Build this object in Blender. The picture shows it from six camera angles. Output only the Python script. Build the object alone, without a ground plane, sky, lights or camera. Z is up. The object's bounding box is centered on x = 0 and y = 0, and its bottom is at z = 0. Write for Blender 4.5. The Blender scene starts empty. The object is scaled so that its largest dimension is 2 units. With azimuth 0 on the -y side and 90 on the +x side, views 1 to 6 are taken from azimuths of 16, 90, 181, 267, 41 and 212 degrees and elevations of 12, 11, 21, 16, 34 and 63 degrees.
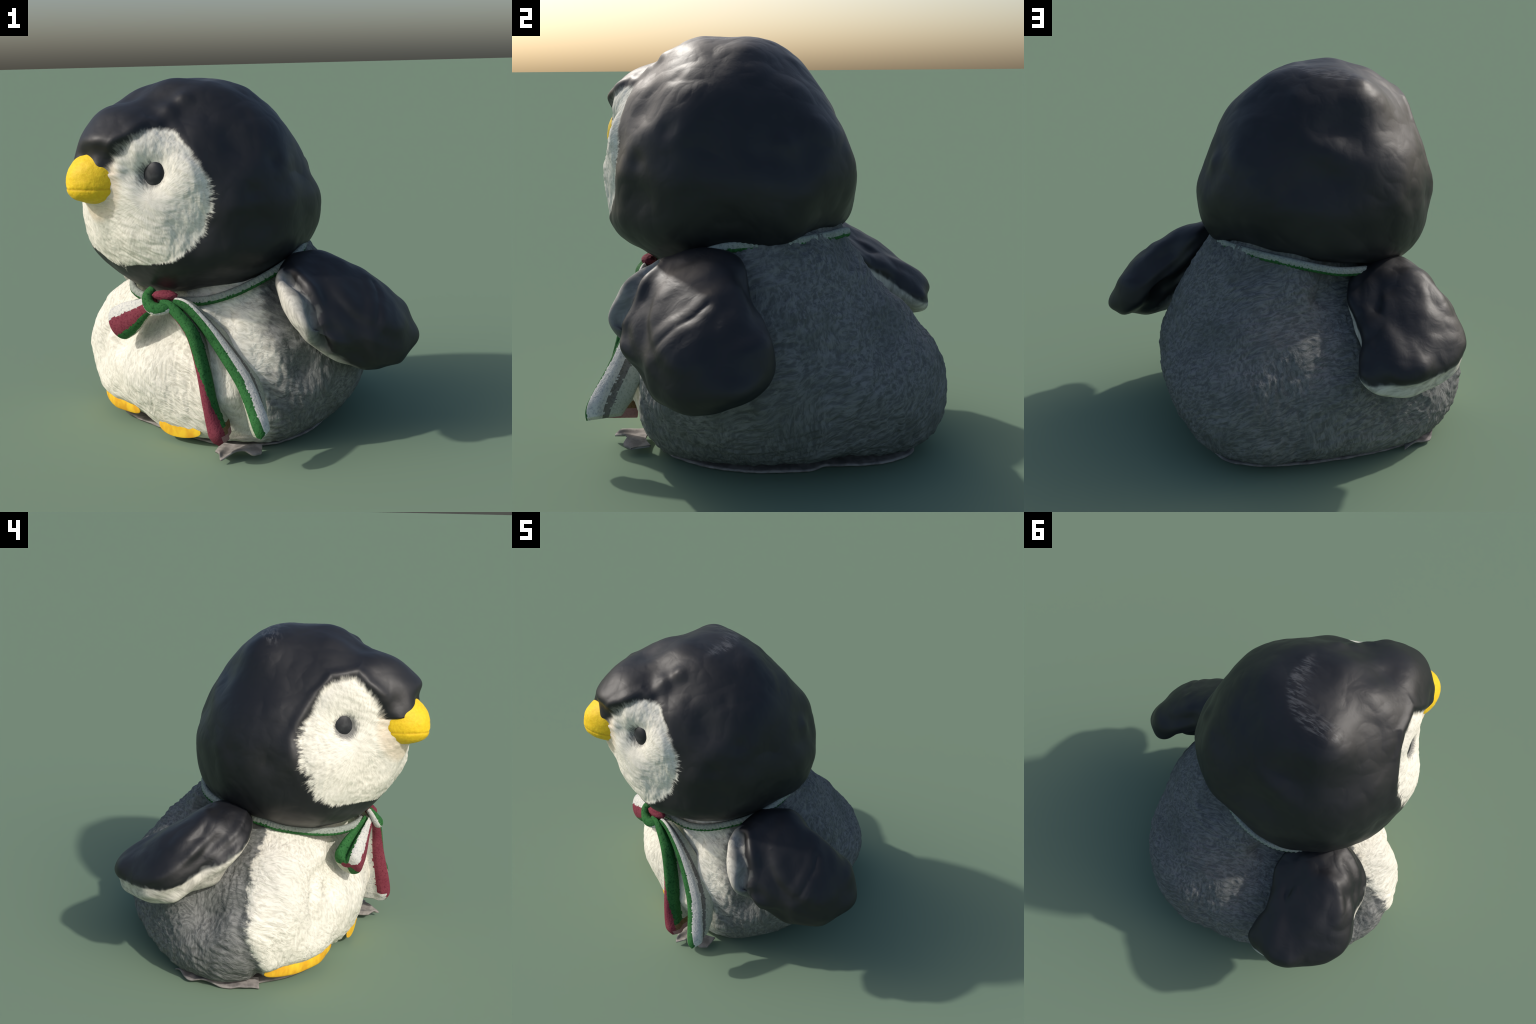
"""Plush penguin chick with a striped knitted ribbon round its neck.

Every soft part (head, body, wings, beak) is a stuffed pad: a ball whose
half-lengths are set by three axes and whose surface is pulled in or out at rings
of control directions.  Fur relief is displaced into the fine mesh, and the fur
colours are node masks in object space."""
import bpy, bmesh, math
import numpy as np
from mathutils import Vector

# ------------------------------------------------------------------ noise
_rng = np.random.RandomState(7)
_perm = _rng.permutation(256)
_perm = np.concatenate([_perm, _perm, _perm])
_grad = _rng.normal(size=(256, 3))
_grad /= np.linalg.norm(_grad, axis=1, keepdims=True)


def noise(p):
    """Gradient noise, about -0.7 .. 0.7, for an (n, 3) array."""
    p = np.asarray(p, float)
    i = np.floor(p).astype(int)
    f = p - i
    u = f * f * f * (f * (f * 6 - 15) + 10)
    i &= 255
    out = 0
    for dx in (0, 1):
        for dy in (0, 1):
            for dz in (0, 1):
                h = _perm[_perm[_perm[i[:, 0] + dx] + i[:, 1] + dy] + i[:, 2] + dz]
                g = (_grad[h] * (f - (dx, dy, dz))).sum(1)
                w = (u[:, 0] if dx else 1 - u[:, 0]) * (u[:, 1] if dy else 1 - u[:, 1]) * (u[:, 2] if dz else 1 - u[:, 2])
                out = out + g * w
    return out


def fbm(p, octaves=3, gain=0.5):
    p = np.asarray(p, float)
    return sum(gain ** k * noise(p * 2.03 ** k + 17.3 * k) for k in range(octaves))


def smooth(x, a, b):
    t = np.clip((x - a) / (b - a), 0, 1)
    return t * t * (3 - 2 * t)


# ------------------------------------------------------------------ soft pads
def turn(az):
    """Axes with local x towards azimuth az (0 = -y, 90 = +x)."""
    a = math.radians(az - 90)
    return np.array([[math.cos(a), -math.sin(a), 0], [math.sin(a), math.cos(a), 0], [0, 0, 1]])


def pad_axes(along, across, half):
    l = np.array(along, float); l /= np.linalg.norm(l)
    w = np.array(across, float); w -= l * (l @ w); w /= np.linalg.norm(w)
    return np.stack([l * half[0], w * half[1], np.cross(l, w) * half[2]], 1)


def ball(level):
    bm = bmesh.new()
    bmesh.ops.create_icosphere(bm, subdivisions=level, radius=1)
    v = np.array([x.co[:] for x in bm.verts]); f = np.array([[x.index for x in p.verts] for p in bm.faces])
    bm.free()
    return v / np.linalg.norm(v, axis=1, keepdims=True), f


_balls = {}


def soft_pad(centre, axes, rings, softness, level):
    """Surface of a stuffed pad: rings = (elevation, radii round that ring)."""
    if level not in _balls:
        _balls[level] = ball(level)
    d, faces = _balls[level]
    ctrl, rad = [], []
    for e, rr in rings:
        e = math.radians(e)
        for k, r in enumerate(rr):
            a = 2 * math.pi * k / len(rr)
            ctrl.append((math.cos(e) * math.cos(a), math.cos(e) * math.sin(a), math.sin(e))); rad.append(r)
    w = np.exp(softness * (d @ np.array(ctrl).T - 1))
    r = (w @ np.array(rad)) / w.sum(1)
    return np.array(centre) + (d * r[:, None]) @ np.array(axes).T, faces


def normals_of(v, f):
    n = np.zeros_like(v)
    fn = np.cross(v[f[:, 1]] - v[f[:, 0]], v[f[:, 2]] - v[f[:, 0]])
    for k in range(f.shape[1]):
        np.add.at(n, f[:, k], fn)
    return n / np.maximum(np.linalg.norm(n, axis=1, keepdims=True), 1e-12)


def dist_to_path(p, path):
    path = np.array(path, float); best = np.full(len(p), 9.0)
    for a, b in zip(path[:-1], path[1:]):
        t = np.clip(((p - a) @ (b - a)) / ((b - a) @ (b - a)), 0, 1)
        best = np.minimum(best, np.linalg.norm(p - a - t[:, None] * (b - a), axis=1))
    return best


def spline(points, n, closed=False):
    """Catmull-Rom through the points."""
    p = np.array(points, float); m = len(p)
    t = np.linspace(0, m if closed else m - 1, n, endpoint=not closed)
    i = np.minimum(np.floor(t).astype(int), m - (1 if closed else 2)); u = (t - i)[:, None]
    g = (lambda k: p[k % m]) if closed else (lambda k: p[np.clip(k, 0, m - 1)])
    a, b, c, d = g(i - 1), g(i), g(i + 1), g(i + 2)
    return 0.5 * (2 * b + (c - a) * u + (2 * a - 5 * b + 4 * c - d) * u ** 2 + (3 * b - a - 3 * c + d) * u ** 3)


# ------------------------------------------------------------------ objects
def make_object(name, v, f, material, parent=None, vnormals=None, slots=None):
    """Mesh object from arrays; slots gives a material index per face."""
    me = bpy.data.meshes.new(name)
    me.from_pydata(v.tolist(), [], f.tolist() if isinstance(f, np.ndarray) else f)
    mats = material if isinstance(material, (list, tuple)) else [material]
    for m in mats:
        me.materials.append(m)
    if slots is not None:
        me.polygons.foreach_set("material_index", np.asarray(slots, dtype=np.int32))
    me.polygons.foreach_set("use_smooth", np.ones(len(me.polygons), dtype=bool))
    me.update()
    if vnormals is not None:
        me.normals_split_custom_set_from_vertices(vnormals.tolist())
    ob = bpy.data.objects.new(name, me)
    bpy.context.scene.collection.objects.link(ob)
    ob.parent = parent
    return ob


def split_object(v, f, where, names, materials, parents):
    """Cut one smooth surface into two named objects with coinciding borders and shared normals."""
    n = normals_of(v, f)
    made = []
    for side in (False, True):
        ff = f[where[f].mean(1) > 0.5] if side else f[where[f].mean(1) <= 0.5]
        used = np.unique(ff); back = np.zeros(len(v), int); back[used] = np.arange(len(used))
        k = int(side)
        made.append(make_object(names[k], v[used], back[ff], materials[k], parents(made, k), n[used]))
    return made


# ------------------------------------------------------------------ node helper
class Nodes:
    def __init__(self, name):
        self.mat = bpy.data.materials.new(name); self.mat.use_nodes = True
        self.t = self.mat.node_tree; self.t.nodes.clear()
        self.out = self.t.nodes.new("ShaderNodeOutputMaterial")
        self.b = self.t.nodes.new("ShaderNodeBsdfPrincipled")
        self.t.links.new(self.b.outputs[0], self.out.inputs[0])
        self.pos = self.t.nodes.new("ShaderNodeTexCoord").outputs["Object"]

    def put(self, sock, v):
        if isinstance(v, bpy.types.NodeSocket):
            self.t.links.new(v, sock)
        elif isinstance(v, (tuple, list)) and len(v) == 3 and sock.type == "RGBA":
            sock.default_value = (*v, 1)
        else:
            sock.default_value = v

    def math(self, op, *a, clamp=False):
        n = self.t.nodes.new("ShaderNodeMath"); n.operation = op; n.use_clamp = clamp
        for s, x in zip(n.inputs, a):
            self.put(s, x)
        return n.outputs[0]

    def vec(self, op, *a, scale=None):
        n = self.t.nodes.new("ShaderNodeVectorMath"); n.operation = op
        for s, x in zip(n.inputs, a):
            self.put(s, x)
        if scale is not None:
            self.put(n.inputs["Scale"], scale)
        return n.outputs["Value"] if op in ("DOT_PRODUCT", "LENGTH", "DISTANCE") else n.outputs[0]

    def xyz(self, x, y, z):
        n = self.t.nodes.new("ShaderNodeCombineXYZ")
        for s, q in zip(n.inputs, (x, y, z)):
            self.put(s, q)
        return n.outputs[0]

    def noise(self, vec, scale=1.0, detail=2.0, rough=0.5, warp=0.0, stretch=None):
        if stretch is not None:
            vec = self.vec("MULTIPLY", vec, stretch)
        n = self.t.nodes.new("ShaderNodeTexNoise")
        self.put(n.inputs["Vector"], vec)
        for k, q in (("Scale", scale), ("Detail", detail), ("Roughness", rough), ("Distortion", warp)):
            n.inputs[k].default_value = q
        return n.outputs["Fac"]

    def step(self, x, a, b):
        n = self.t.nodes.new("ShaderNodeMapRange"); n.interpolation_type = "SMOOTHSTEP"
        for s, q in zip(n.inputs, (x, a, b, 0.0, 1.0)):
            self.put(s, q)
        return n.outputs[0]

    def mix(self, fac, a, b, mode="MIX"):
        n = self.t.nodes.new("ShaderNodeMix"); n.data_type = "RGBA"; n.blend_type = mode
        self.put(n.inputs[0], fac); self.put(n.inputs[6], a); self.put(n.inputs[7], b)
        return n.outputs[2]

    def curve(self, x, lo, hi, points, top):
        """Piecewise linear function of x, between lo and hi, values 0..top."""
        n = self.t.nodes.new("ShaderNodeFloatCurve")
        c = n.mapping.curves[0]
        pts = [((px - lo) / (hi - lo), py / top) for px, py in points]
        while len(c.points) < len(pts):
            c.points.new(0.5, 0.5)
        for q, (px, py) in zip(c.points, pts):
            q.location = (px, py); q.handle_type = "VECTOR"
        n.mapping.update()
        self.put(n.inputs["Value"], self.math("DIVIDE", self.math("SUBTRACT", x, lo), hi - lo))
        return self.math("MULTIPLY", n.outputs[0], top)

    def local(self, centre, axes):
        """Position in a pad's own axes (not divided by their lengths): three sockets."""
        q = self.vec("SUBTRACT", self.pos, tuple(centre))
        return [self.vec("DOT_PRODUCT", q, tuple(float(c) for c in axes[:, k])) for k in range(3)], q

    def finish(self, colour, rough=0.8, bump=None, strength=0.3, distance=0.01, spec=0.5, **other):
        self.put(self.b.inputs["Base Color"], colour); self.put(self.b.inputs["Roughness"], rough)
        self.put(self.b.inputs["Specular IOR Level"], spec)
        for k, q in other.items():
            self.put(self.b.inputs[k.replace("_", " ")], q)
        if bump is not None:
            n = self.t.nodes.new("ShaderNodeBump"); n.inputs["Strength"].default_value = strength; n.inputs["Distance"].default_value = distance
            self.put(n.inputs["Height"], bump); self.t.links.new(n.outputs[0], self.b.inputs["Normal"])
        return self.mat


# ------------------------------------------------------------------ colours
WHITE_FUR, CREAM_SHADE = (0.86, 0.825, 0.72), (0.60, 0.57, 0.48)
BLACK, BLACK_SOFT = (0.0085, 0.009, 0.0115), (0.0145, 0.0145, 0.0165)
GREY_DARK, GREY_LIGHT = (0.116, 0.120, 0.117), (0.218, 0.222, 0.214)
YELLOW, ORANGE = (0.90, 0.62, 0.02), (0.72, 0.30, 0.02)
RED, GREEN, KNIT_WHITE, WEB = (0.22, 0.045, 0.065), (0.035, 0.15, 0.042), (0.66, 0.65, 0.60), (0.46, 0.47, 0.38)

# ------------------------------------------------------------------ shape tables
HEAD_C, HEAD_AX = np.array([-0.15, -0.2, 1.38]), turn(-42)
HEAD = [
    (-80, [0.529, 0.506, 0.431, 0.318, 0.502]),
    (-55, [0.665, 0.653, 0.595, 0.613, 0.615, 0.426, 0.229, 0.220, 0.387, 0.652, 0.696, 0.678]),
    (-32, [0.664, 0.646, 0.674, 0.658, 0.644, 0.624, 0.630, 0.701, 0.617, 0.636, 0.683, 0.718, 0.734, 0.738, 0.771, 0.678]),
    (-12, [0.648, 0.618, 0.657, 0.535, 0.591, 0.578, 0.596, 0.577, 0.657, 0.680, 0.654, 0.666, 0.629, 0.668, 0.649, 0.716, 0.691, 0.695, 0.718, 0.626]),
    (8, [0.800, 0.709, 0.553, 0.601, 0.531, 0.538, 0.549, 0.517, 0.571, 0.524, 0.627, 0.615, 0.541, 0.528, 0.628, 0.642, 0.651, 0.626, 0.581, 0.637]),
    (28, [0.752, 0.719, 0.539, 0.543, 0.483, 0.516, 0.540, 0.532, 0.528, 0.552, 0.538, 0.545, 0.492, 0.583, 0.582, 0.587, 0.634, 0.669]),
    (48, [0.614, 0.524, 0.504, 0.517, 0.523, 0.538, 0.515, 0.527, 0.567, 0.641, 0.554, 0.615]),
    (68, [0.585, 0.562, 0.530, 0.550, 0.573, 0.575]),
    (88, [0.538]),
]
BODY_C, BODY_AX = np.array([-0.15, 0.1, 0.5]), turn(-42)
BODY = [
    (-75, [0.436, 0.385, 0.291, 0.406, 0.383]),
    (-50, [0.719, 0.707, 0.720, 0.590, 0.503, 0.465, 0.471, 0.649, 0.693, 0.740, 0.643, 0.734]),
    (-28, [0.747, 0.733, 0.787, 0.859, 0.929, 0.873, 0.851, 0.835, 0.825, 0.914, 0.876, 0.780, 0.754, 0.790, 0.860, 0.918, 0.854, 0.834]),
    (-8, [0.714, 0.771, 0.692, 0.792, 0.817, 0.941, 0.934, 0.863, 0.822, 0.862, 0.846, 0.819, 0.681, 0.693, 0.656, 0.724, 0.816, 0.878, 0.837, 0.703]),
    (12, [0.507, 0.541, 0.636, 0.723, 0.759, 0.820, 0.756, 0.784, 0.713, 0.630, 0.677, 0.624, 0.556, 0.537, 0.529, 0.590, 0.545, 0.600, 0.767, 0.662]),
    (32, [0.540, 0.580, 0.665, 0.734, 0.780, 0.766, 0.708, 0.636, 0.579, 0.503, 0.435, 0.426, 0.439, 0.488, 0.547, 0.601]),
    (55, [0.594, 0.656, 0.728, 0.784, 0.679, 0.544, 0.527, 0.399, 0.460, 0.570]),
    (78, [0.672, 0.713, 0.723, 0.713, 0.634]),
]
LWING_C, LWING_AX = np.array([0.62, -0.32, 0.72]), pad_axes((.6, .0, -.55), (.0, 1, .1), (.38, .33, .14))
LWING = [
    (-70, [1.278, 1.142, 1.150, 1.347, 1.438]),
    (-40, [1.157, 1.041, 0.750, 0.819, 0.976, 1.133, 1.204, 1.309, 1.045, 1.115]),
    (-15, [1.026, 1.018, 0.820, 0.690, 0.582, 0.769, 0.982, 1.052, 1.106, 1.206, 1.237, 0.945, 0.751, 0.934]),
    (15, [1.099, 1.167, 1.327, 1.033, 0.723, 0.880, 1.055, 1.051, 1.014, 0.979, 0.831, 0.800, 0.765, 0.938]),
    (40, [1.236, 1.616, 1.250, 0.950, 1.264, 1.040, 0.902, 0.788, 0.752, 0.987]),
    (70, [1.545, 1.611, 1.358, 1.013, 1.028]),
]
RWING_C, RWING_AX = np.array([-0.62, 0.46, 0.76]), pad_axes((-.25, .5, -.42), (.55, .3, -.05), (.38, .33, .13))
RWING = [
    (-70, [1.287, 0.833, 0.729, 1.156, 1.248]),
    (-40, [1.247, 1.496, 0.812, 0.535, 0.621, 0.837, 0.910, 0.840, 0.988, 1.250]),
    (-15, [1.017, 1.188, 1.280, 0.778, 0.668, 0.642, 0.740, 0.891, 0.917, 0.833, 0.724, 0.754, 1.010, 1.047]),
    (15, [1.052, 1.226, 1.412, 0.734, 0.758, 0.853, 0.926, 0.998, 1.069, 1.006, 0.824, 0.794, 0.940, 1.054]),
    (40, [1.239, 1.323, 0.986, 0.929, 1.037, 1.155, 1.303, 1.327, 1.043, 1.249]),
    (70, [1.315, 1.218, 1.199, 1.364, 1.369]),
]
BEAK_C, BEAK_AX = np.array([-0.544, -0.698, 1.438]), turn(-38.6)
EYES = [np.array([-0.240, -0.776, 1.480]), np.array([-0.722, -0.374, 1.450])]

# white face: half-width in degrees at each elevation, and the black brow wedge between the eyes
FACE_MID, BROW_MID = 4.5, 2.0
FACE_HALF = [(-90, 0), (-37, 0), (-33.5, 24), (-30, 38), (-25, 49), (-18, 55), (-8, 59), (2, 60), (9, 57.5), (17, 53), (24, 49), (29, 43), (34, 38), (90, 38)]
BROW_HALF = [(-90, 0), (8, 0), (9, 14), (15, 16), (20, 19), (27, 25), (34, 29), (90, 30)]
# white belly: azimuths (in the body's turned frame) of its two edges, by height
BELLY_RIGHT = [(0, 74), (0.3, 73), (0.5, 76), (0.7, 75), (1.3, 74)]
BELLY_LEFT = [(0, 42), (0.16, 45), (0.3, 49), (0.4, 51.5), (0.54, 50.5), (0.68, 48.5), (0.76, 44), (0.83, 38.5), (1.3, 36)]


def polar(p, c, ax):
    l = (p - c) @ ax
    return np.degrees(np.arctan2(l[:, 1], l[:, 0])), np.degrees(np.arcsin(l[:, 2] / np.linalg.norm(l, axis=1)))


def face_mask(p):
    """Degrees inside (+) or outside (-) the white face."""
    az, el = polar(p, HEAD_C, HEAD_AX)
    hw = np.interp(el, *zip(*FACE_HALF)); bw = np.interp(el, *zip(*BROW_HALF))
    bw = np.where(el < 8.5, -40, bw)
    top = 1.3 * (32.0 + 0.055 * (az - FACE_MID) - el)
    top = np.minimum(top, el + 37)
    return np.minimum(np.minimum(hw - np.abs(az - FACE_MID), np.abs(az - BROW_MID) - bw), top)


def belly_mask(p):
    az, _ = polar(p, BODY_C, BODY_AX)
    return np.minimum(np.interp(p[:, 2], *zip(*BELLY_RIGHT)) - az, az + np.interp(p[:, 2], *zip(*BELLY_LEFT)))


def fur_relief(p, n, scale, amp):
    """Clumped locks: noise drawn out along a lay that wanders between downward and sideways."""
    q = p + 0.03 * np.stack([noise(p * 5), noise(p * 5 + 9), noise(p * 5 + 21)], 1)
    tilt = q + 0.35 * np.stack([0 * q[:, 0], 0 * q[:, 0], q[:, 0] - q[:, 1]], 1)
    down = fbm(q * np.array([1.0, 1.0, 0.35]) * scale, 3, 0.55)
    along_x, along_y = fbm(tilt * np.array([0.32, 1.0, 1.0]) * scale + 40, 2, 0.5), fbm(tilt * np.array([1.0, 0.32, 1.0]) * scale + 40, 2, 0.5)
    f = smooth(np.abs(n[:, 0]) - np.abs(n[:, 1]), -0.25, 0.25)
    k = smooth(noise(p * 3.1 + 5), -0.05, 0.25)
    return amp * (down * k + (along_y * f + along_x * (1 - f)) * (1 - k))


# lumps and hollows of the stuffing: (centre, radius, push along the normal)
HEAD_LUMPS = [((-.54, -.70, 1.24), .10, .02), ((-.60, -.60, 1.13), .08, .02), ((-.37, -.76, 1.16), .09, .02), ((.25, -.60, 1.22), .11, -.02), ((-.31, .28, 1.55), .10, .025), ((.33, .07, 1.45), .07, .035),
              ((-.21, -.56, 1.78), .06, .03), ((-.15, -.49, 1.83), .05, .025), ((-.06, -.75, 1.26), .06, .015), ((-.24, .28, 1.56), .09, .02), ((-.44, -.47, 1.85), .08, -.022), ((-.57, -.76, 1.565), .06, -.03), ((-.45, -.80, 1.565), .06, -.028), ((-.665, -.63, 1.56), .06, -.028), ((.04, -.70, 1.44), .10, -.018), ((.02, -.70, 1.56), .07, -.012)]
BODY_LUMPS = [((-.54, -.28, .675), .11, .055), ((-.88, .37, .46), .12, -.085), ((-.93, .13, .49), .08, -.015), ((-.64, -.35, .49), .07, -.035), ((-.50, -.52, .44), .14, -.02), ((.09, -.64, .34), .10, .05), ((.15, -.50, .83), .07, -.045), ((.05, -.57, .76), .08, -.04), ((.27, -.42, .87), .08, -.055),
              ((.45, .35, .66), .10, .025), ((-.09, .67, .60), .09, .03), ((-.22, .40, .83), .06, -.045), ((.47, -.53, .45), .08, -.04), ((.03, -.59, .64), .06, -.04), ((.32, -.54, .59), .07, .02)]
LWING_LUMPS = [((.46, -.58, .87), .07, .03), ((.84, -.05, .71), .07, .035), ((.68, -.06, .68), .07, -.06), ((.91, -.11, .70), .06, .02), ((.62, -.62, .69), .05, -.02), ((.75, -.33, .78), .06, -.015)]
RWING_LUMPS = [((-.73, .33, .61), .09, .05), ((-.69, .81, .65), .06, .02), ((-.75, .32, .91), .08, .02), ((-.84, .40, .70), .05, -.02), ((-.93, .50, .51), .05, .03), ((-.40, .81, .60), .05, .02)]


def lumps(v, table):
    return sum(a * np.exp(-(np.linalg.norm(v - np.array(c), axis=1) / r) ** 2) for c, r, a in table)


# ------------------------------------------------------------------ materials
def fur_streaks(N, scale):
    """Fine locks lying down or sideways over the surface, in patches."""
    warp = N.noise(N.pos, 6.0, 1.0)
    q = N.vec("ADD", N.pos, N.xyz(N.math("MULTIPLY", warp, 0.06), N.math("MULTIPLY", warp, -0.05), N.math("MULTIPLY", warp, 0.05)))
    tilt = N.vec("ADD", q, N.xyz(0.0, 0.0, N.math("MULTIPLY", N.vec("DOT_PRODUCT", q, (1, -1, 0)), 0.35)))
    nor = N.t.nodes.new("ShaderNodeNewGeometry").outputs["True Normal"]
    nx, ny = (N.math("ABSOLUTE", N.vec("DOT_PRODUCT", nor, a)) for a in ((1, 0, 0), (0, 1, 0)))
    f = N.step(N.math("SUBTRACT", nx, ny), -0.3, 0.3)
    down = N.noise(q, scale, 3.0, 0.6, 0.4, (1, 1, 0.3))
    sx, sy = N.noise(tilt, scale, 3.0, 0.6, 0.4, (0.28, 1, 1)), N.noise(tilt, scale, 3.0, 0.6, 0.4, (1, 0.28, 1))
    side = N.math("ADD", N.math("MULTIPLY", sy, f), N.math("MULTIPLY", sx, N.math("SUBTRACT", 1.0, f)))
    k = N.step(N.noise(N.pos, 3.2, 1.0), 0.47, 0.62)
    return N.math("ADD", N.math("MULTIPLY", down, k), N.math("MULTIPLY", side, N.math("SUBTRACT", 1.0, k)))


def white_fur(N, streak):
    c = N.mix(N.step(streak, 0.30, 0.62), CREAM_SHADE, WHITE_FUR)
    tint = N.step(N.noise(N.pos, 4.0, 2.0), 0.4, 0.7)
    return N.mix(N.math("MULTIPLY", tint, 0.32), c, (0.60, 0.595, 0.53))


def black_fur(N):
    return N.mix(N.step(N.noise(N.pos, 3.0, 3.0), 0.4, 0.65), BLACK, BLACK_SOFT)


def head_material():
    N = Nodes("head_fur")
    (x, y, z), q = N.local(HEAD_C, HEAD_AX)
    deg = 180 / math.pi
    az = N.math("MULTIPLY", N.math("ARCTAN2", y, x), deg)
    el = N.math("MULTIPLY", N.math("ARCSINE", N.math("DIVIDE", z, N.vec("LENGTH", q))), deg)
    hw = N.curve(el, -90, 90, FACE_HALF, 90.0)
    bw = N.curve(el, -90, 90, BROW_HALF, 90.0)
    bw = N.math("SUBTRACT", bw, N.math("MULTIPLY", N.math("LESS_THAN", el, 8.5), 40.0))
    a = N.math("SUBTRACT", az, FACE_MID)
    m = N.math("MINIMUM", N.math("SUBTRACT", hw, N.math("ABSOLUTE", a)),
               N.math("SUBTRACT", N.math("ABSOLUTE", N.math("SUBTRACT", az, BROW_MID)), bw))
    m = N.math("MINIMUM", m, N.math("MULTIPLY", N.math("SUBTRACT", N.math("ADD", 32.0, N.math("MULTIPLY", a, 0.055)), el), 1.3))
    m = N.math("MINIMUM", m, N.math("ADD", el, 37.0))
    # locks of hair radiating from each eye make the ragged edge
    side = N.math("SUBTRACT", N.math("ABSOLUTE", a), 30.0)
    up = N.math("ADD", el, 2.0)
    ang = N.math("ARCTAN2", up, side)
    rad = N.math("SQRT", N.math("ADD", N.math("MULTIPLY", side, side), N.math("MULTIPLY", up, up)))
    locks = N.noise(N.xyz(N.math("MULTIPLY", ang, 9.0), N.math("MULTIPLY", rad, 0.10), N.math("SIGN", a)), 2.4, 3.0, 0.65)
    soft = N.noise(N.pos, 9.0, 2.0)
    m2 = N.math("ADD", m, N.math("ADD", N.math("MULTIPLY", N.math("SUBTRACT", locks, 0.5), N.math("SUBTRACT", 13.0, N.math("MULTIPLY", N.step(el, 0.0, 12.0), 8.0))), N.math("MULTIPLY", N.math("SUBTRACT", soft, 0.5), 7.0)))
    mask = N.step(m2, -1.8, 2.6)
    hair = N.noise(N.xyz(N.math("MULTIPLY", ang, 10.0), N.math("MULTIPLY", rad, 0.16), N.math("SIGN", a)), 2.2, 3.0, 0.65)
    streak = N.math("ADD", N.math("MULTIPLY", hair, 0.6), N.math("MULTIPLY", fur_streaks(N, 42.0), 0.4))
    white = white_fur(N, streak)
    # warm stain round the beak
    near = N.step(N.vec("DISTANCE", N.pos, (-0.555, -0.70, 1.43)), 0.17, 0.225)
    white = N.mix(N.math("MULTIPLY", N.math("SUBTRACT", 1.0, near), 0.35), white, (0.74, 0.52, 0.30))
    # pale rubbed hair ends on the crown
    cx = N.vec("DISTANCE", N.pos, (-0.33, -0.20, 1.92))
    arc = N.math("MULTIPLY", N.step(cx, 0.13, 0.25), N.math("SUBTRACT", 1.0, N.step(cx, 0.25, 0.29)))
    back = N.step(N.vec("DOT_PRODUCT", N.vec("SUBTRACT", N.pos, (-0.33, -0.20, 1.92)), (0.63, 0.77, 0.0)), 0.03, 0.12)
    comb = N.step(N.noise(N.pos, 30.0, 2.0, 0.6, 0.5, (0.5, 2.2, 1.0)), 0.42, 0.66)
    pale = N.math("MULTIPLY", N.math("MULTIPLY", arc, back), comb)
    black = N.mix(N.math("MULTIPLY", pale, 0.38), black_fur(N), (0.17, 0.175, 0.18))
    for e in EYES:      # eye-socket shadow painted dark into the white fur
        near = N.math("ADD", N.vec("DISTANCE", N.pos, tuple(e)), N.math("MULTIPLY", N.math("SUBTRACT", hair, 0.5), 0.05))
        white = N.mix(N.math("MULTIPLY", N.math("SUBTRACT", 1.0, N.step(near, 0.050, 0.082)), 0.8), white, (0.07, 0.075, 0.08))
    col = N.mix(mask, black, white)
    rough = N.math("ADD", 0.50, N.math("MULTIPLY", mask, 0.5))
    fine = N.noise(N.pos, 60.0, 3.0, 0.6)
    bump = N.math("ADD", N.math("MULTIPLY", streak, mask), N.math("ADD", N.math("MULTIPLY", fine, 0.10), N.math("MULTIPLY", N.noise(N.pos, 15.0, 2.0, 0.5, 0.6), 0.45)))
    return N.finish(col, rough, bump, 0.35, 0.010)


def body_material():
    N = Nodes("body_fur")
    (x, y, _), q = N.local(BODY_C, BODY_AX)
    z = N.vec("DOT_PRODUCT", N.pos, (0, 0, 1))
    az = N.math("MULTIPLY", N.math("ARCTAN2", y, x), 180 / math.pi)
    m = N.math("MINIMUM", N.math("SUBTRACT", N.curve(z, 0, 1.3, BELLY_RIGHT, 90.0), az), N.math("ADD", az, N.curve(z, 0, 1.3, BELLY_LEFT, 90.0)))
    right = N.step(az, 10.0, 40.0)
    jag = N.math("ADD", N.math("MULTIPLY", N.math("SUBTRACT", N.noise(N.pos, 34.0, 3.0, 0.6, 0.4, (0.5, 0.5, 1.2)), 0.5), 9.0),
                 N.math("MULTIPLY", N.math("SUBTRACT", N.noise(N.pos, 7.0, 3.0, 0.6), 0.5), N.math("ADD", 6.0, N.math("MULTIPLY", right, 12.0))))
    wide = N.math("ADD", 1.2, N.math("MULTIPLY", right, 4.5))
    mask = N.step(N.math("ADD", m, jag), N.math("MULTIPLY", wide, -1.0), wide)
    streak = fur_streaks(N, 62.0)
    white = white_fur(N, streak)
    grey = N.mix(N.step(streak, 0.36, 0.66), GREY_DARK, GREY_LIGHT)
    grey = N.mix(N.math("MULTIPLY", N.step(N.noise(N.pos, 5.0, 2.0), 0.45, 0.65), 0.35), grey, (0.085, 0.095, 0.085))
    col = N.mix(mask, grey, white)
    return N.finish(col, 0.92, streak, 0.6, 0.012, spec=0.2)


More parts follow.
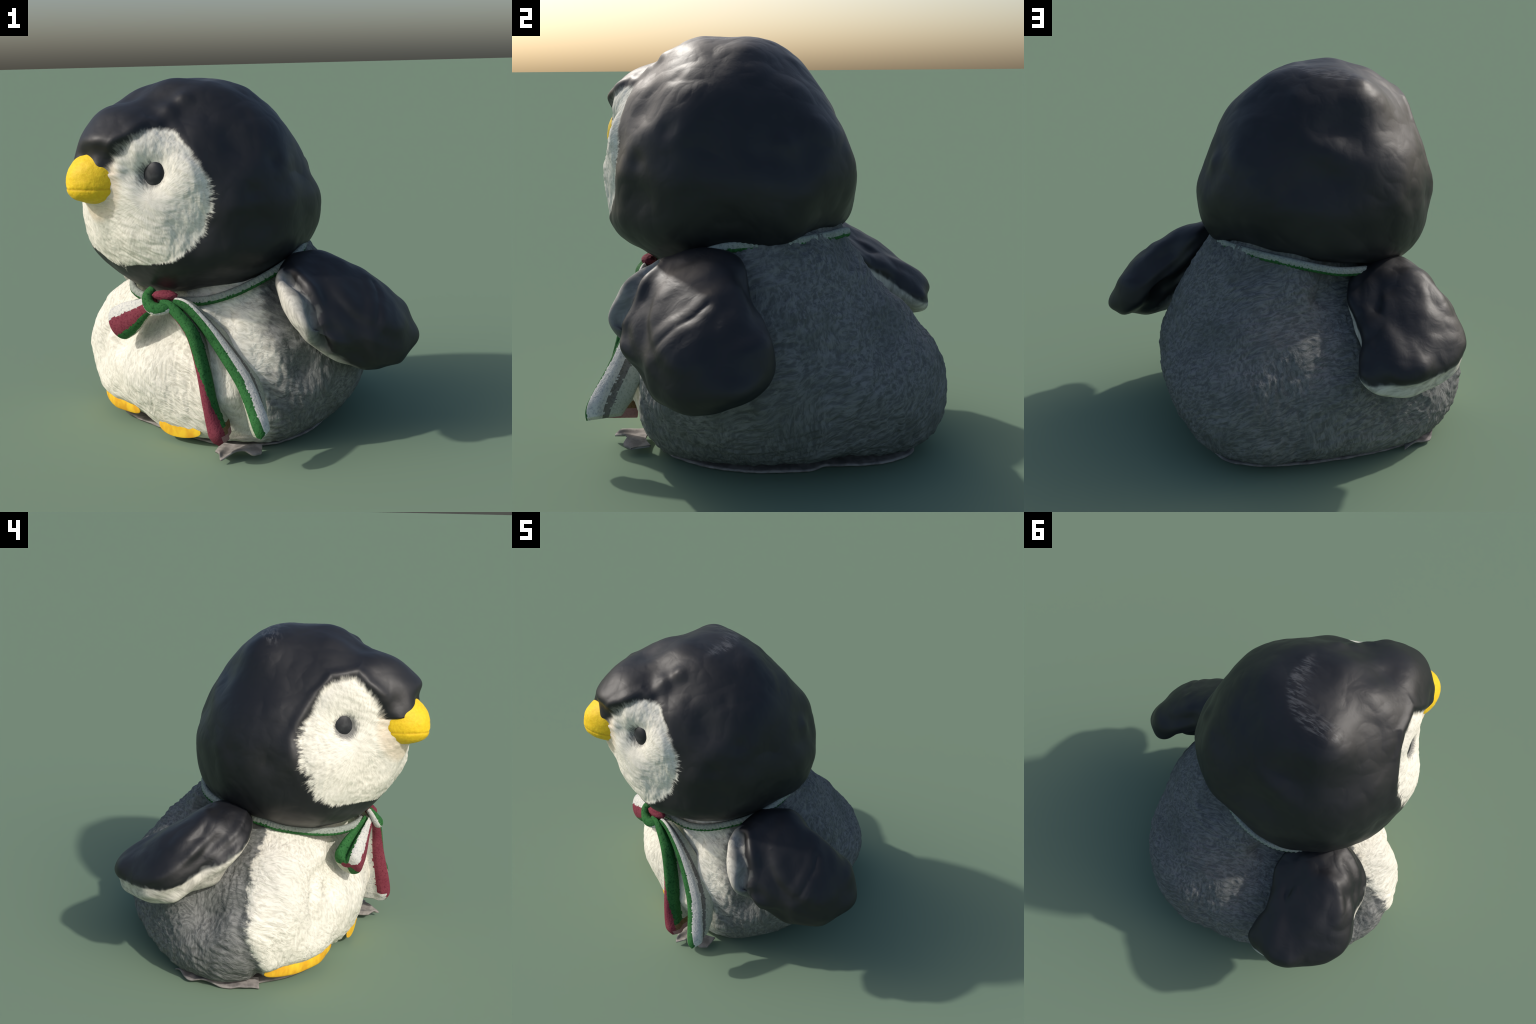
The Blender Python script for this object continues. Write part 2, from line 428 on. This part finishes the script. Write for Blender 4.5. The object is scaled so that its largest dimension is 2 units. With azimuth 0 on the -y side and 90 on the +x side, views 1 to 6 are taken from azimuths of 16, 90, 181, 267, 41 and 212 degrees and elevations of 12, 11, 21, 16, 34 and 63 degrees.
def wing_material(name, centre, axes, lining, under, fade):
    """lining(N, l, w, n) gives + where the pale lining shows."""
    N = Nodes(name)
    unit = axes / (axes ** 2).sum(0)
    (l, w, n), _ = N.local(centre, unit)
    m = lining(N, l, w, n)
    jag = N.math("ADD", N.math("MULTIPLY", N.math("SUBTRACT", N.noise(N.pos, 30.0, 1.5, 0.5, 0.2, (1, 1, 0.5)), 0.5), 0.38),
                 N.math("MULTIPLY", N.math("SUBTRACT", N.noise(N.pos, 8.0, 2.0), 0.5), 0.35))
    mask = N.step(N.math("ADD", m, jag), -0.07, 0.09)
    streak = fur_streaks(N, 40.0)
    pale = N.mix(N.step(streak, 0.3, 0.65), under[0], under[1])
    pale = N.mix(N.step(m, 0.0, fade), (0.10, 0.105, 0.10), pale)
    col = N.mix(mask, black_fur(N), pale)
    bump = N.math("ADD", N.math("MULTIPLY", streak, N.math("MULTIPLY", mask, 0.5)), N.math("ADD", N.math("MULTIPLY", N.noise(N.pos, 55.0, 3.0, 0.6), 0.08), N.math("MULTIPLY", N.noise(N.pos, 15.0, 2.0, 0.5, 0.6), 0.5)))
    return N.finish(col, N.math("ADD", 0.50, N.math("MULTIPLY", mask, 0.45)), bump, 0.5, 0.01)


def beak_material():
    N = Nodes("beak_felt")
    (x, y, z), _ = N.local(BEAK_C, BEAK_AX)
    grain = N.noise(N.pos, 70.0, 3.0, 0.6)
    base = N.step(x, 0.03, -0.07)
    c = N.mix(N.step(grain, 0.35, 0.7), (0.84, 0.54, 0.015), YELLOW)
    c = N.mix(N.math("MULTIPLY", base, 0.9), c, ORANGE)
    seam = N.math("SUBTRACT", 1.0, N.step(N.math("ABSOLUTE", N.math("ADD", z, N.math("ADD", 0.026, N.math("MULTIPLY", N.math("SUBTRACT", grain, 0.5), 0.012)))), 0.0, 0.009))
    c = N.mix(N.math("MULTIPLY", seam, 0.3), c, (0.42, 0.17, 0.01))
    return N.finish(c, 0.6, grain, 0.35, 0.006, spec=0.35)


def plain(name, a, b, scale, rough=0.85, strength=0.4, distance=0.005, lay=None, spec=0.25):
    N = Nodes(name)
    g = N.noise(N.pos, scale, 3.0, 0.6, 0.2, lay)
    return N.finish(N.mix(N.step(g, 0.35, 0.65), a, b), rough, g, strength, distance, spec=spec)


# ------------------------------------------------------------------ build
root = bpy.data.objects.new("plush_penguin", None)
bpy.context.scene.collection.objects.link(root)
root["label"] = "plush penguin chick with striped knitted neck ribbon"
root["category"] = "plush toy"


def build_head():
    v, f = soft_pad(HEAD_C, HEAD_AX, HEAD, 38, 8)
    n = normals_of(v, f)
    m = face_mask(v)
    white = smooth(m, -2, 4)
    d = (0.012 * fbm(v * 3.6, 2) + 0.010 * np.abs(noise(v * 5.2 + 8)) + 0.004 * np.abs(noise(v * 11 + 2)) - 0.0035) * (1 - white)
    d += fur_relief(v, n, 34, 0.006) * white
    d += 0.006 * noise(v * 11 + 3) * white
    # black plush stands proud of the short white pile along its edge
    az, el = polar(v, HEAD_C, HEAD_AX)
    d += 0.012 * np.exp(-((m + 3.5) / 3.5) ** 2) * smooth(el, -34, 0) * (1 - smooth(az, 20, 45))
    d -= 0.008 * np.exp(-((m - 2) / 3) ** 2) * smooth(el, -30, 5)
    for e in EYES:
        r = np.linalg.norm(v - e, axis=1)
        d -= (0.056 if e[0] > -.5 else 0.036) * np.exp(-(r / 0.072) ** 2)
    # blunt brow overhanging the beak
    for c in ((-0.43, -0.785, 1.44), (-0.685, -0.595, 1.44)):      # cheeks sink in beside the beak
        d -= 0.034 * np.exp(-(np.linalg.norm(v - np.array(c), axis=1) / 0.085) ** 2)
    d -= 0.022 * np.exp(-(dist_to_path(v, [(-.36, -.80, 1.62), (-.335, -.815, 1.50)]) / 0.05) ** 2)
    d += lumps(v, HEAD_LUMPS)
    # dents in the plush
    for c, r, a in (((0.14, -0.40, 1.73), 0.035, 0.007), ((-0.18, -0.66, 1.72), 0.035, 0.012), ((0.30, -0.45, 1.52), 0.05, 0.014), ((0.23, -0.59, 1.37), 0.05, 0.012),
                    ((-0.78, 0.04, 1.26), 0.06, 0.018), ((-0.42, -0.38, 1.87), 0.07, 0.008), ((-0.68, 0.24, 1.30), 0.07, 0.012), ((-0.08, 0.10, 1.80), 0.05, -0.010)):
        d -= a * np.exp(-(np.linalg.norm(v - np.array(c), axis=1) / r) ** 2)
    v = v + n * d[:, None]
    brow = np.exp(-(np.linalg.norm((v - np.array((-0.535, -0.81, 1.660))) / np.array((0.15, 0.13, 0.060)), axis=1)) ** 2)
    v = v + brow[:, None] * np.array((0.004, -0.042, 0.0))
    mat = head_material()
    head, face = split_object(v, f, m > 0, ["head", "face"], [mat, mat], lambda made, k: made[0] if k else root)
    # eyes: glossy domes sunk in the fur
    N = Nodes("eye_gloss")
    eye_mat = N.finish(N.mix(N.step(N.noise(N.pos, 25.0), 0.4, 0.7), (0.014, 0.016, 0.020), (0.040, 0.042, 0.046)), 0.55, spec=0.4)
    bv, bf = ball(5)
    for e in EYES:
        out = e - HEAD_C; out[2] *= 0.3; out /= np.linalg.norm(out)
        side = np.cross((0, 0, 1), out); up = np.cross(out, side)
        pv = (e - out * (0.052 if e[0] > -.5 else 0.044)) + (bv * np.array([0.034, 0.060, 0.071]) * (1.0 if e[0] > -.5 else 1.18)) @ np.stack([out, side, up])
        make_object("eye", pv, bf, eye_mat, head)
    # beak
    rows = []
    for t in np.concatenate([np.linspace(-0.5, 0, 16), np.linspace(0, 1, 70)[1:] ** 1.6 * 0.5, 1 - np.linspace(1, 0.0, 60)[1:] ** 2 * 0.5]):
        fat, wide = (1 - max(t, 0) ** 1.8) ** 0.34, (1 - max(t, 0) ** 1.56) ** 0.522 + 0.1 * max(-t, 0)
        th = np.linspace(0, 2 * math.pi, 96, endpoint=False)
        cs, sn = np.sign(np.cos(th)) * np.abs(np.cos(th)) ** 0.85, np.sign(np.sin(th)) * np.abs(np.sin(th)) ** 0.9
        side, up = 0.152 * cs * wide, np.where(sn > 0, 0.168, 0.118) * sn * fat * (1 - 0.18 * max(t, 0)) - 0.014 * max(t, 0) ** 1.5
        q = np.stack([np.full(96, 0.167 * t), side, up], 1)
        pinch = 0.0035 * np.exp(-((up + 0.026) / 0.006) ** 2) * smooth(t, -0.2, 0.3) * min(1, fat * 1.5)
        q[:, 1] -= np.sign(q[:, 1]) * pinch * np.abs(np.cos(th)); q[:, 0] -= pinch * max(t, 0)
        p = BEAK_C + q @ BEAK_AX.T
        rows.append(p + 0.0022 * (fbm(p * 25, 2)[:, None]) * (p - BEAK_C) / 0.13)
    tube("beak", rows, lambda u, s: np.zeros(len(s), int), [beak_material()], head)
    return head


def build_body():
    v, f = soft_pad(BODY_C, BODY_AX, BODY, 36, 8)
    n = normals_of(v, f)
    m = belly_mask(v)
    d = fur_relief(v, n, 32, 0.0065) * (1 + 0.9 * (m < 0)) + 0.012 * fbm(v * 6, 2) + lumps(v, BODY_LUMPS)
    az = polar(v, BODY_C, BODY_AX)[0]
    d -= 0.035 * smooth(v[:, 2], 0.17, 0.06) * smooth(az, -60, -40) * (1 - 1.4 * smooth(az, 0, 22)) * smooth(az, 55, 40)      # hem tucks in over the feet
    left = smooth((v - BODY_C) @ BODY_AX[:, 1], 0.2, -0.2)
    low = smooth(v[:, 2], 0.7, 0.5)
    d += left * low * (0.012 * np.exp(-((m - 3) / 4) ** 2) - 0.014 * np.exp(-((m + 2.5) / 2.5) ** 2))
    d -= 0.020 * np.exp(-(dist_to_path(v, [(-.38, -.42, .70), (-.50, -.34, .62), (-.71, -.245, .59), (-.80, -.23, .47), (-.80, -.26, .36)]) / 0.035) ** 2)
    v = v + n * d[:, None]
    v[:, 2] = np.where(v[:, 2] < 0.05, 0.012 + 0.038 * np.exp((np.minimum(v[:, 2], 0.05) - 0.05) / 0.038), v[:, 2])
    mat = body_material()
    return split_object(v, f, m > 0, ["torso", "belly"], [mat, mat], lambda made, k: made[0] if k else root)


# x of the white front edge of the left wing at each height
LINING_EDGE = [(0, 0.3), (.50, .42), (.58, .585), (.61, .58), (.73, .567), (.846, .523), (.943, .387), (1.0, .30), (1.2, .2)]


def lwing_mask(l, w, n, mx=np.maximum):
    p = LWING_C + np.stack([l, w, n], 1) @ LWING_AX.T
    return mx(-n - 0.62, 5 * np.minimum(np.interp(p[:, 2], *zip(*LINING_EDGE)) - p[:, 0], -0.45 - p[:, 1]))


def build_wings():
    # left wing: pale rolled front edge, black above
    v, f = soft_pad(LWING_C, LWING_AX, LWING, 22, 7)
    n = normals_of(v, f)
    crease = dist_to_path(v, [(.387, -.52, .943), (.523, -.61, .846), (.567, -.671, .731), (.58, -.62, .60)])
    fold = dist_to_path(v, [(.83, -.47, .70), (.825, -.38, .785), (.81, -.30, .83), (.775, -.25, .865)])
    d = 0.012 * fbm(v * 5.5, 2) - 0.003 * np.exp(-(fold / 0.010) ** 2) + 0.005 * np.exp(-((fold - 0.04) / 0.03) ** 2) - 0.048 * np.exp(-(crease / 0.030) ** 2) + 0.008 * np.exp(-((crease - 0.06) / 0.03) ** 2)
    d += lumps(v, LWING_LUMPS)
    v = v + n * d[:, None]
    loc = (v - LWING_C) @ (LWING_AX / (LWING_AX ** 2).sum(0))
    mask = lwing_mask(*loc.T)

    def lining(N, l, w, nn):
        a = N.math("SUBTRACT", N.math("MULTIPLY", nn, -1.0), 0.62)
        px, py, pz = (N.vec("DOT_PRODUCT", N.pos, k) for k in ((1, 0, 0), (0, 1, 0), (0, 0, 1)))
        b = N.math("MINIMUM", N.math("SUBTRACT", N.curve(pz, 0, 1.2, LINING_EDGE, 1.0), px), N.math("SUBTRACT", -0.45, py))
        b = N.math("MULTIPLY", b, 5.0)
        return N.math("MAXIMUM", a, b)
    mat = wing_material("left_wing_fur", LWING_C, LWING_AX, lining, ((0.42, 0.40, 0.36), (0.72, 0.69, 0.62)), 0.55)
    split_object(v, f, mask > 0, ["wing", "wing_lining"], [mat, mat], lambda made, k: made[0] if k else root)
    # right wing
    v, f = soft_pad(RWING_C, RWING_AX, RWING, 22, 7)
    n = normals_of(v, f)
    d = 0.012 * fbm(v * 6 + 30, 2) + 0.010 * np.abs(noise(v * 8 + 3))
    d += lumps(v, RWING_LUMPS)
    v = v + n * d[:, None]
    loc = (v - RWING_C) @ (RWING_AX / (RWING_AX ** 2).sum(0))
    mask = loc[:, 2] - 0.8 * np.maximum(-loc[:, 0] - 0.3, 0) - (-0.124 - 0.346 * loc[:, 0] - 0.199 * loc[:, 0] ** 2 - 0.094 * loc[:, 1] + 0.59 * loc[:, 1] ** 2)

    def lining2(N, l, w, nn):
        s = N.math("ADD", -0.124, N.math("MULTIPLY", l, -0.346))
        s = N.math("ADD", s, N.math("MULTIPLY", N.math("MULTIPLY", l, l), -0.199))
        s = N.math("ADD", s, N.math("MULTIPLY", w, -0.094))
        s = N.math("ADD", s, N.math("MULTIPLY", N.math("MULTIPLY", w, w), 0.59))
        s = N.math("ADD", s, N.math("MULTIPLY", N.math("MAXIMUM", N.math("SUBTRACT", N.math("MULTIPLY", l, -1.0), 0.3), 0.0), 0.8))
        return N.math("SUBTRACT", nn, s)
    mat = wing_material("right_wing_fur", RWING_C, RWING_AX, lining2, ((0.40, 0.38, 0.33), (0.66, 0.63, 0.55)), 0.15)
    split_object(v, f, mask > 0, ["wing", "wing_lining"], [mat, mat], lambda made, k: made[0] if k else root)


def build_feet(torso, belly):
    mat = plain("foot_felt", (0.72, 0.36, 0.02), (0.86, 0.54, 0.03), 14.0, 0.75, 0.2, 0.006, (1, 1, 0.7))
    v = np.concatenate([np.array([q.co[:] for q in o.data.vertices]) for o in (torso, belly)])
    az = polar(v, BODY_C, BODY_AX)[0]
    for path, h, depth in (([(-43, .092), (-36, .100), (-26, .104), (-14, .106), (-4, .100), (4, .092)], .042, .014), ([(22, .078), (29, .076), (37, .078), (47, .090)], .042, .004)):
        pts = []
        for a, z in path:       # lie along the foot of the belly
            near = (np.abs(az - a) < 5) & (np.abs(v[:, 2] - z) < .03)
            q = np.array((math.cos(math.radians(a)), math.sin(math.radians(a)), 0)) @ BODY_AX.T
            pts.append(BODY_C * (1, 1, 0) + q * (np.percentile(np.hypot(*(v[near][:, :2] - BODY_C[:2]).T), 92) - .006) + np.array((0, 0, z)))
        c = spline(pts, 60); rows = []
        for k, p in enumerate(c):
            t = c[min(k + 1, 59)] - c[max(k - 1, 0)]; t /= np.linalg.norm(t)
            out = np.cross(t, (0, 0, 1)); out /= np.linalg.norm(out)
            if out @ (p - BODY_C) < 0:
                out = -out
            fat = max(0.02, 1 - abs(2 * k / 59 - 1) ** 2.4) ** 0.6
            rows.append([p + (out * depth * math.cos(q) + np.array((0, 0, h)) * math.sin(q)) * fat * (1 + 0.12 * float(noise(np.array([p * 12 + (0, 0, q)]))[0])) for q in np.linspace(0, 2 * math.pi, 40, endpoint=False)])
        tube("foot", rows, lambda u, s: np.zeros(len(s), int), [mat], root)


# ---- ribbon -----------------------------------------------------------
KNIT = {}


def knit(name, colour, dark):
    N = Nodes(name)
    g = N.noise(N.pos, 95.0, 2.0, 0.6, 0.3)
    loops = N.noise(N.pos, 150.0, 1.0, 0.5, 0.0, (1, 1, 0.6))
    c = N.mix(N.step(g, 0.22, 0.55), dark, colour)
    c = N.mix(N.math("MULTIPLY", N.step(N.noise(N.pos, 12.0, 2.0), 0.45, 0.7), 0.3), c, dark)
    return N.finish(c, 0.9, N.math("ADD", g, N.math("MULTIPLY", loops, 0.5)), 0.5, 0.005, spec=0.2)


def tube(name, rows, zones, mats, parent, caps=True, closed=False, rag=0.05):
    """Skin over rows of cross-sections; zones(u, s) names the stripe a face lies in, edges ragged like knitting."""
    rows = np.array(rows); nu, ns = rows.shape[:2]
    v = rows.reshape(-1, 3)
    f, cen = [], []
    for i in range(nu if closed else nu - 1):
        for j in range(ns):
            j2, i2 = (j + 1) % ns, (i + 1) % nu
            f.append((i * ns + j, i * ns + j2, i2 * ns + j2, i2 * ns + j)); cen.append((i / (nu - 1), (j + .5) / ns))
    cen = np.array(cen); f = np.array(f)
    mid = v[f].mean(1)
    s = cen[:, 1] + rag * (noise(mid * np.array([90, 90, 90])) * 0.6 + noise(mid * 25) * 0.5)
    slots = zones(cen[:, 0], s % 1.0)
    faces = f.tolist()
    if caps and not closed:
        v = np.vstack([v, rows[0].mean(0), rows[-1].mean(0)]); k = len(v)
        for j in range(ns):
            faces.append((k - 2, (j + 1) % ns, j)); faces.append((k - 1, (nu - 1) * ns + j, (nu - 1) * ns + (j + 1) % ns))
        slots = np.concatenate([slots, np.full(2 * ns, slots[-1])])
    return make_object(name, v, faces, mats, parent, None, slots)


def build_ribbon(torso):
    red = knit("ribbon_red", RED, (0.12, 0.012, 0.03)); green = knit("ribbon_green", GREEN, (0.008, 0.055, 0.014))
    white = knit("ribbon_white", KNIT_WHITE, (0.36, 0.37, 0.38)); web = knit("ribbon_backing", WEB, (0.27, 0.29, 0.23))
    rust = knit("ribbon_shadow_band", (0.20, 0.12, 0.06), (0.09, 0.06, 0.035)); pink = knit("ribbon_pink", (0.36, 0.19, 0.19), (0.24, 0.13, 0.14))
    shade = knit("ribbon_painted_shadow", (0.20, 0.19, 0.17), (0.11, 0.10, 0.09))  # shadowed gap behind the tail's roll, coloured in as a dark stripe
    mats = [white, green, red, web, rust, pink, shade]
    # neckband
    path = [(-.31, -.55, .795), (-.20, -.54, .79), (-.05, -.535, .80), (.09, -.495, .84), (.22, -.425, .90), (.33, -.325, .965), (.375, -.20, 1.01), (.365, -.06, 1.02), (.335, .06, 1.018),
            (.25, .185, 1.022), (.11, .28, 1.015), (-.03, .345, 1.005), (-.16, .375, .985), (-.30, .36, .955), (-.44, .28, .93), (-.54, .16, .90), (-.60, .04, .875), (-.62, -.06, .85), (-.59, -.22, .82), (-.53, -.36, .80), (-.43, -.47, .79)]
    c = spline(path, 420, True)
    rows = []
    for k in range(len(c)):
        t = c[(k + 1) % len(c)] - c[k - 1]; t /= np.linalg.norm(t)
        out = np.cross(t, (0, 0, 1)); out /= np.linalg.norm(out)
        up = np.cross(out, t)
        if up[2] < 0:
            up = -up
        if out @ (c[k] - np.array((-.1, -.1, .9))) < 0:
            out = -out
        wob = 0.003 * math.sin(k * 1.9) - 0.004 + 0.010 * float(noise(np.array([c[k] * 6]))[0])
        row = []
        for j in range(40):
            a = 2 * math.pi * j / 40
            x, y = math.cos(a), math.sin(a)
            row.append(c[k] + out * (0.020 * np.sign(x) * abs(x) ** .8 + wob * (x > 0)) + up * 0.024 * np.sign(y) * abs(y) ** .8)
        rows.append(row)
    tube("neckband", rows, lambda u, s: np.where((s > 0.60) & (s < 0.98), 1, 0), [knit("band_white", (0.34, 0.37, 0.33), (0.17, 0.20, 0.17)), green], root, closed=True, rag=0.04)
    # two hanging tails: deep fins that run back to the belly, lower ends free
    tails = [
        dict(front=[(-.27, -.65, .80), (-.20, -.67, .775), (-.09, -.72, .665), (-.03, -.755, .49), (.018, -.805, .30), (.060, -.828, .180), (.078, -.80, .118)],
             deep=[.05, .07, .13, .16, .19, .19, .15], thick=[.030, .034, .037, .037, .038, .058, .042], slant=(0.10, 1.0, 0.04), slant_end=(0.10, 1.0, 0.04),
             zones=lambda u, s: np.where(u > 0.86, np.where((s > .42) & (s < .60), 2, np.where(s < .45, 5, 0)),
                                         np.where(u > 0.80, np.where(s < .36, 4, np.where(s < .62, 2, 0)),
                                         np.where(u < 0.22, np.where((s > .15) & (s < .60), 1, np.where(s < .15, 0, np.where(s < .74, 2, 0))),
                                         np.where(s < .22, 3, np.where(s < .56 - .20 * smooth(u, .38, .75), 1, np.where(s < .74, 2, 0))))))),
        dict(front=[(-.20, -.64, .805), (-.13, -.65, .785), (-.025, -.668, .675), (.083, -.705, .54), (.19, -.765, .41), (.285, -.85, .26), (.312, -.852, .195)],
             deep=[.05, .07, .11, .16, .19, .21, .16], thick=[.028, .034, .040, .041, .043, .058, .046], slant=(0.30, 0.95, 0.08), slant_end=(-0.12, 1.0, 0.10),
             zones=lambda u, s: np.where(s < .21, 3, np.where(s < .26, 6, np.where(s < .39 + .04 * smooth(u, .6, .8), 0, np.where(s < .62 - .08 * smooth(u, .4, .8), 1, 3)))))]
    for t in tails:
        nu, ns = 150, 72
        c = spline(t["front"], nu); x = np.linspace(0, 1, nu); kx = np.linspace(0, 1, len(t["deep"]))
        dp, th = np.interp(x, kx, t["deep"]), np.interp(x, kx, t["thick"])
        rows = []
        for k in range(nu):
            back = np.array(t["slant"]) * (1 - smooth(x[k], .55, .95)) + np.array(t["slant_end"]) * smooth(x[k], .55, .95); back /= np.linalg.norm(back)
            tan = c[min(k + 1, nu - 1)] - c[max(k - 1, 0)]; tan /= np.linalg.norm(tan)
            sd = np.cross(tan, back); sd /= np.linalg.norm(sd)
            if sd[0] < 0:
                sd = -sd
            close = 1 - 0.75 * smooth(x[k], 0.94, 1.0)
            row = []
            for j in range(ns):          # s = 0 back, .25 +x side, .5 front, .75 -x side
                a = 2 * math.pi * j / ns
                ca, sa = math.cos(a), math.sin(a)
                waist = 1 - 0.55 * smooth(ca, -0.45, 0.2)
                row.append(c[k] + back * (dp[k] * 0.5 * (1 + ca)) + sd * th[k] * waist * sa * abs(sa) ** -0.25 * close if sa else c[k] + back * (dp[k] * 0.5 * (1 + ca)))
            rows.append(row)
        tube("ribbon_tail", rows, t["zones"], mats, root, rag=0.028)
    # bow loop: a flattened pouch of folded ribbon
    a, b = np.array((-.33, -.588, .795)), np.array((-.585, -.440, .635))
    ax = (b - a) / np.linalg.norm(b - a)
    outn = np.array((-.60, -.66, .10)); outn -= ax * (ax @ outn); outn /= np.linalg.norm(outn)
    across = np.cross(ax, outn)
    if across[2] < 0:
        across = -across
    rows = []
    nu, ns = 90, 96
    for k in range(nu):
        x = k / (nu - 1)
        wide = (0.050 + 0.060 * smooth(x, 0.0, 0.75)) * max(0.0, 1 - max(0.0, (x - 0.86) / 0.142) ** 3) ** 0.5
        p = a + (b - a) * (x * 1.08 - 0.02)
        row = []
        for j in range(ns):
            q = 2 * math.pi * j / ns
            cx, sy = math.cos(q), math.sin(q)
            groove = 0.62 * math.exp(-((q - 1.45) / 0.50) ** 2)      # the open fold, on the upper side
            row.append(p + outn * (0.042 + 0.040 * x) * (wide / 0.11) ** 0.6 * cx * (1 - groove) + across * wide * sy * (1 - groove))
        rows.append(row)
    # s: 0 outward, .25 up, .5 inward, .75 down
    tube("bow_loop", rows, lambda u, s: np.where(s < .13, 0, np.where(s < .48, 1, np.where(s < .74, 3, np.where(s < .86, 1, 2)))), mats, root, rag=0.03)
    # knot: green wrap with a pale lower lip and a red fold above
    wrap = spline([(-.325, -.59, .865), (-.345, -.622, .83), (-.325, -.645, .79), (-.285, -.66, .775), (-.235, -.655, .78), (-.20, -.625, .79)], 60)
    rows = []
    for k, p in enumerate(wrap):
        tan = wrap[min(k + 1, 59)] - wrap[max(k - 1, 0)]; tan /= np.linalg.norm(tan)
        o = np.array((-.45, -.85, .25)); o -= tan * (tan @ o); o /= np.linalg.norm(o); w = np.cross(tan, o)
        r = 0.034 * (0.45 + 0.55 * math.sin(math.pi * (0.12 + 0.76 * k / 59)))
        rows.append([p + o * r * 0.8 * math.cos(q) + w * r * math.sin(q) for q in np.linspace(0, 2 * math.pi, 40, endpoint=False)])
    tube("knot", rows, lambda u, s: np.where((s > .12) & (s < .5), 0, 1), mats, root, rag=0.04)
    bv, bf = ball(4)
    make_object("knot_fold", np.array((-.250, -.615, .838)) + bv * np.array((.070, .036, .026)) + 0.006 * bv * noise(bv * 3)[:, None], bf, red, root)


# ---- scraps of backing cloth left under the base ------------------------
def sheet(name, outline_in, outline_out, mat, thick=0.006, n=90, closed=False, rows_n=10):
    """Thin solid strip between two edge curves."""
    a, b = spline(outline_in, n, closed), spline(outline_out, n, closed)
    top = []
    for r in range(rows_n):
        t = r / (rows_n - 1)
        p = a * (1 - t) + b * t
        p[:, 2] += 0.006 * noise(p * 22) * t
        top.append(p)
    top = np.array(top); m, k = rows_n, n
    lo = top.copy(); lo[..., 2] -= thick
    v = np.concatenate([top.reshape(-1, 3), lo.reshape(-1, 3)]); o = m * k; f = []
    for r in range(m - 1):
        for c in range(k if closed else k - 1):
            c2 = (c + 1) % k
            f.append((r * k + c, r * k + c2, (r + 1) * k + c2, (r + 1) * k + c))
            f.append((o + r * k + c, o + (r + 1) * k + c, o + (r + 1) * k + c2, o + r * k + c2))
    for c in range(k if closed else k - 1):
        c2 = (c + 1) % k
        for r in (0, m - 1):
            f.append((r * k + c, r * k + c2, o + r * k + c2, o + r * k + c))
    if not closed:
        for r in range(m - 1):
            for c in (0, k - 1):
                f.append((r * k + c, (r + 1) * k + c, o + (r + 1) * k + c, o + r * k + c))
    return make_object(name, v, f, mat, root)


def build_base():
    mat = plain("backing_cloth", (0.19, 0.175, 0.165), (0.32, 0.295, 0.275), 18.0, 0.85, 0.3, 0.004)
    inner, outer = [], []
    v, _ = soft_pad(BODY_C, BODY_AX, BODY, 36, 6)
    l = v[(v[:, 2] < 0.07)] - BODY_C
    az = np.degrees(np.arctan2(l[:, 1], l[:, 0])); rr = np.hypot(l[:, 0], l[:, 1])
    for k in range(48):
        a = -180 + 7.5 * k
        near = np.abs((az - a + 180) % 360 - 180) < 8
        r = np.percentile(rr[near & (l[near.nonzero()[0][0], 2] < 9)], 88)
        q = np.array((math.cos(math.radians(a)), math.sin(math.radians(a)), 0))
        wob = float(noise(np.array([q * 2.3 + 4]))[0]); wob2 = float(noise(np.array([q * 7 + 4]))[0])
        inner.append(BODY_C * (1, 1, 0) + q * (r - 0.16) + np.array((0, 0, .018)))
        outer.append(BODY_C * (1, 1, 0) + q * (r - 0.030 + 0.022 * wob + 0.014 * wob2) + np.array((0, 0, .012 + 0.012 * max(0, wob2))))
    sheet("base_cloth", inner, outer, mat, 0.008, 240, True)
    sheet("cloth_scrap", [(.02, -.58, .040), (.10, -.60, .045), (.18, -.60, .050), (.24, -.57, .045)],
          [(.02, -.69, .040), (.055, -.735, .050), (.075, -.765, .030), (.12, -.725, .055), (.17, -.69, .06), (.225, -.70, .045), (.26, -.66, .04)], mat, 0.010)
    sheet("cloth_scrap", [(-.80, .06, .03), (-.78, .20, .035), (-.74, .32, .035), (-.66, .42, .03)],
          [(-.88, .06, .012), (-.885, .16, .02), (-.87, .26, .010), (-.83, .36, .035), (-.80, .455, .02), (-.72, .50, .035), (-.66, .53, .012)], mat, 0.008)


head = build_head()
torso, belly = build_body()
build_wings()
build_feet(torso, belly)
build_ribbon(torso)
build_base()
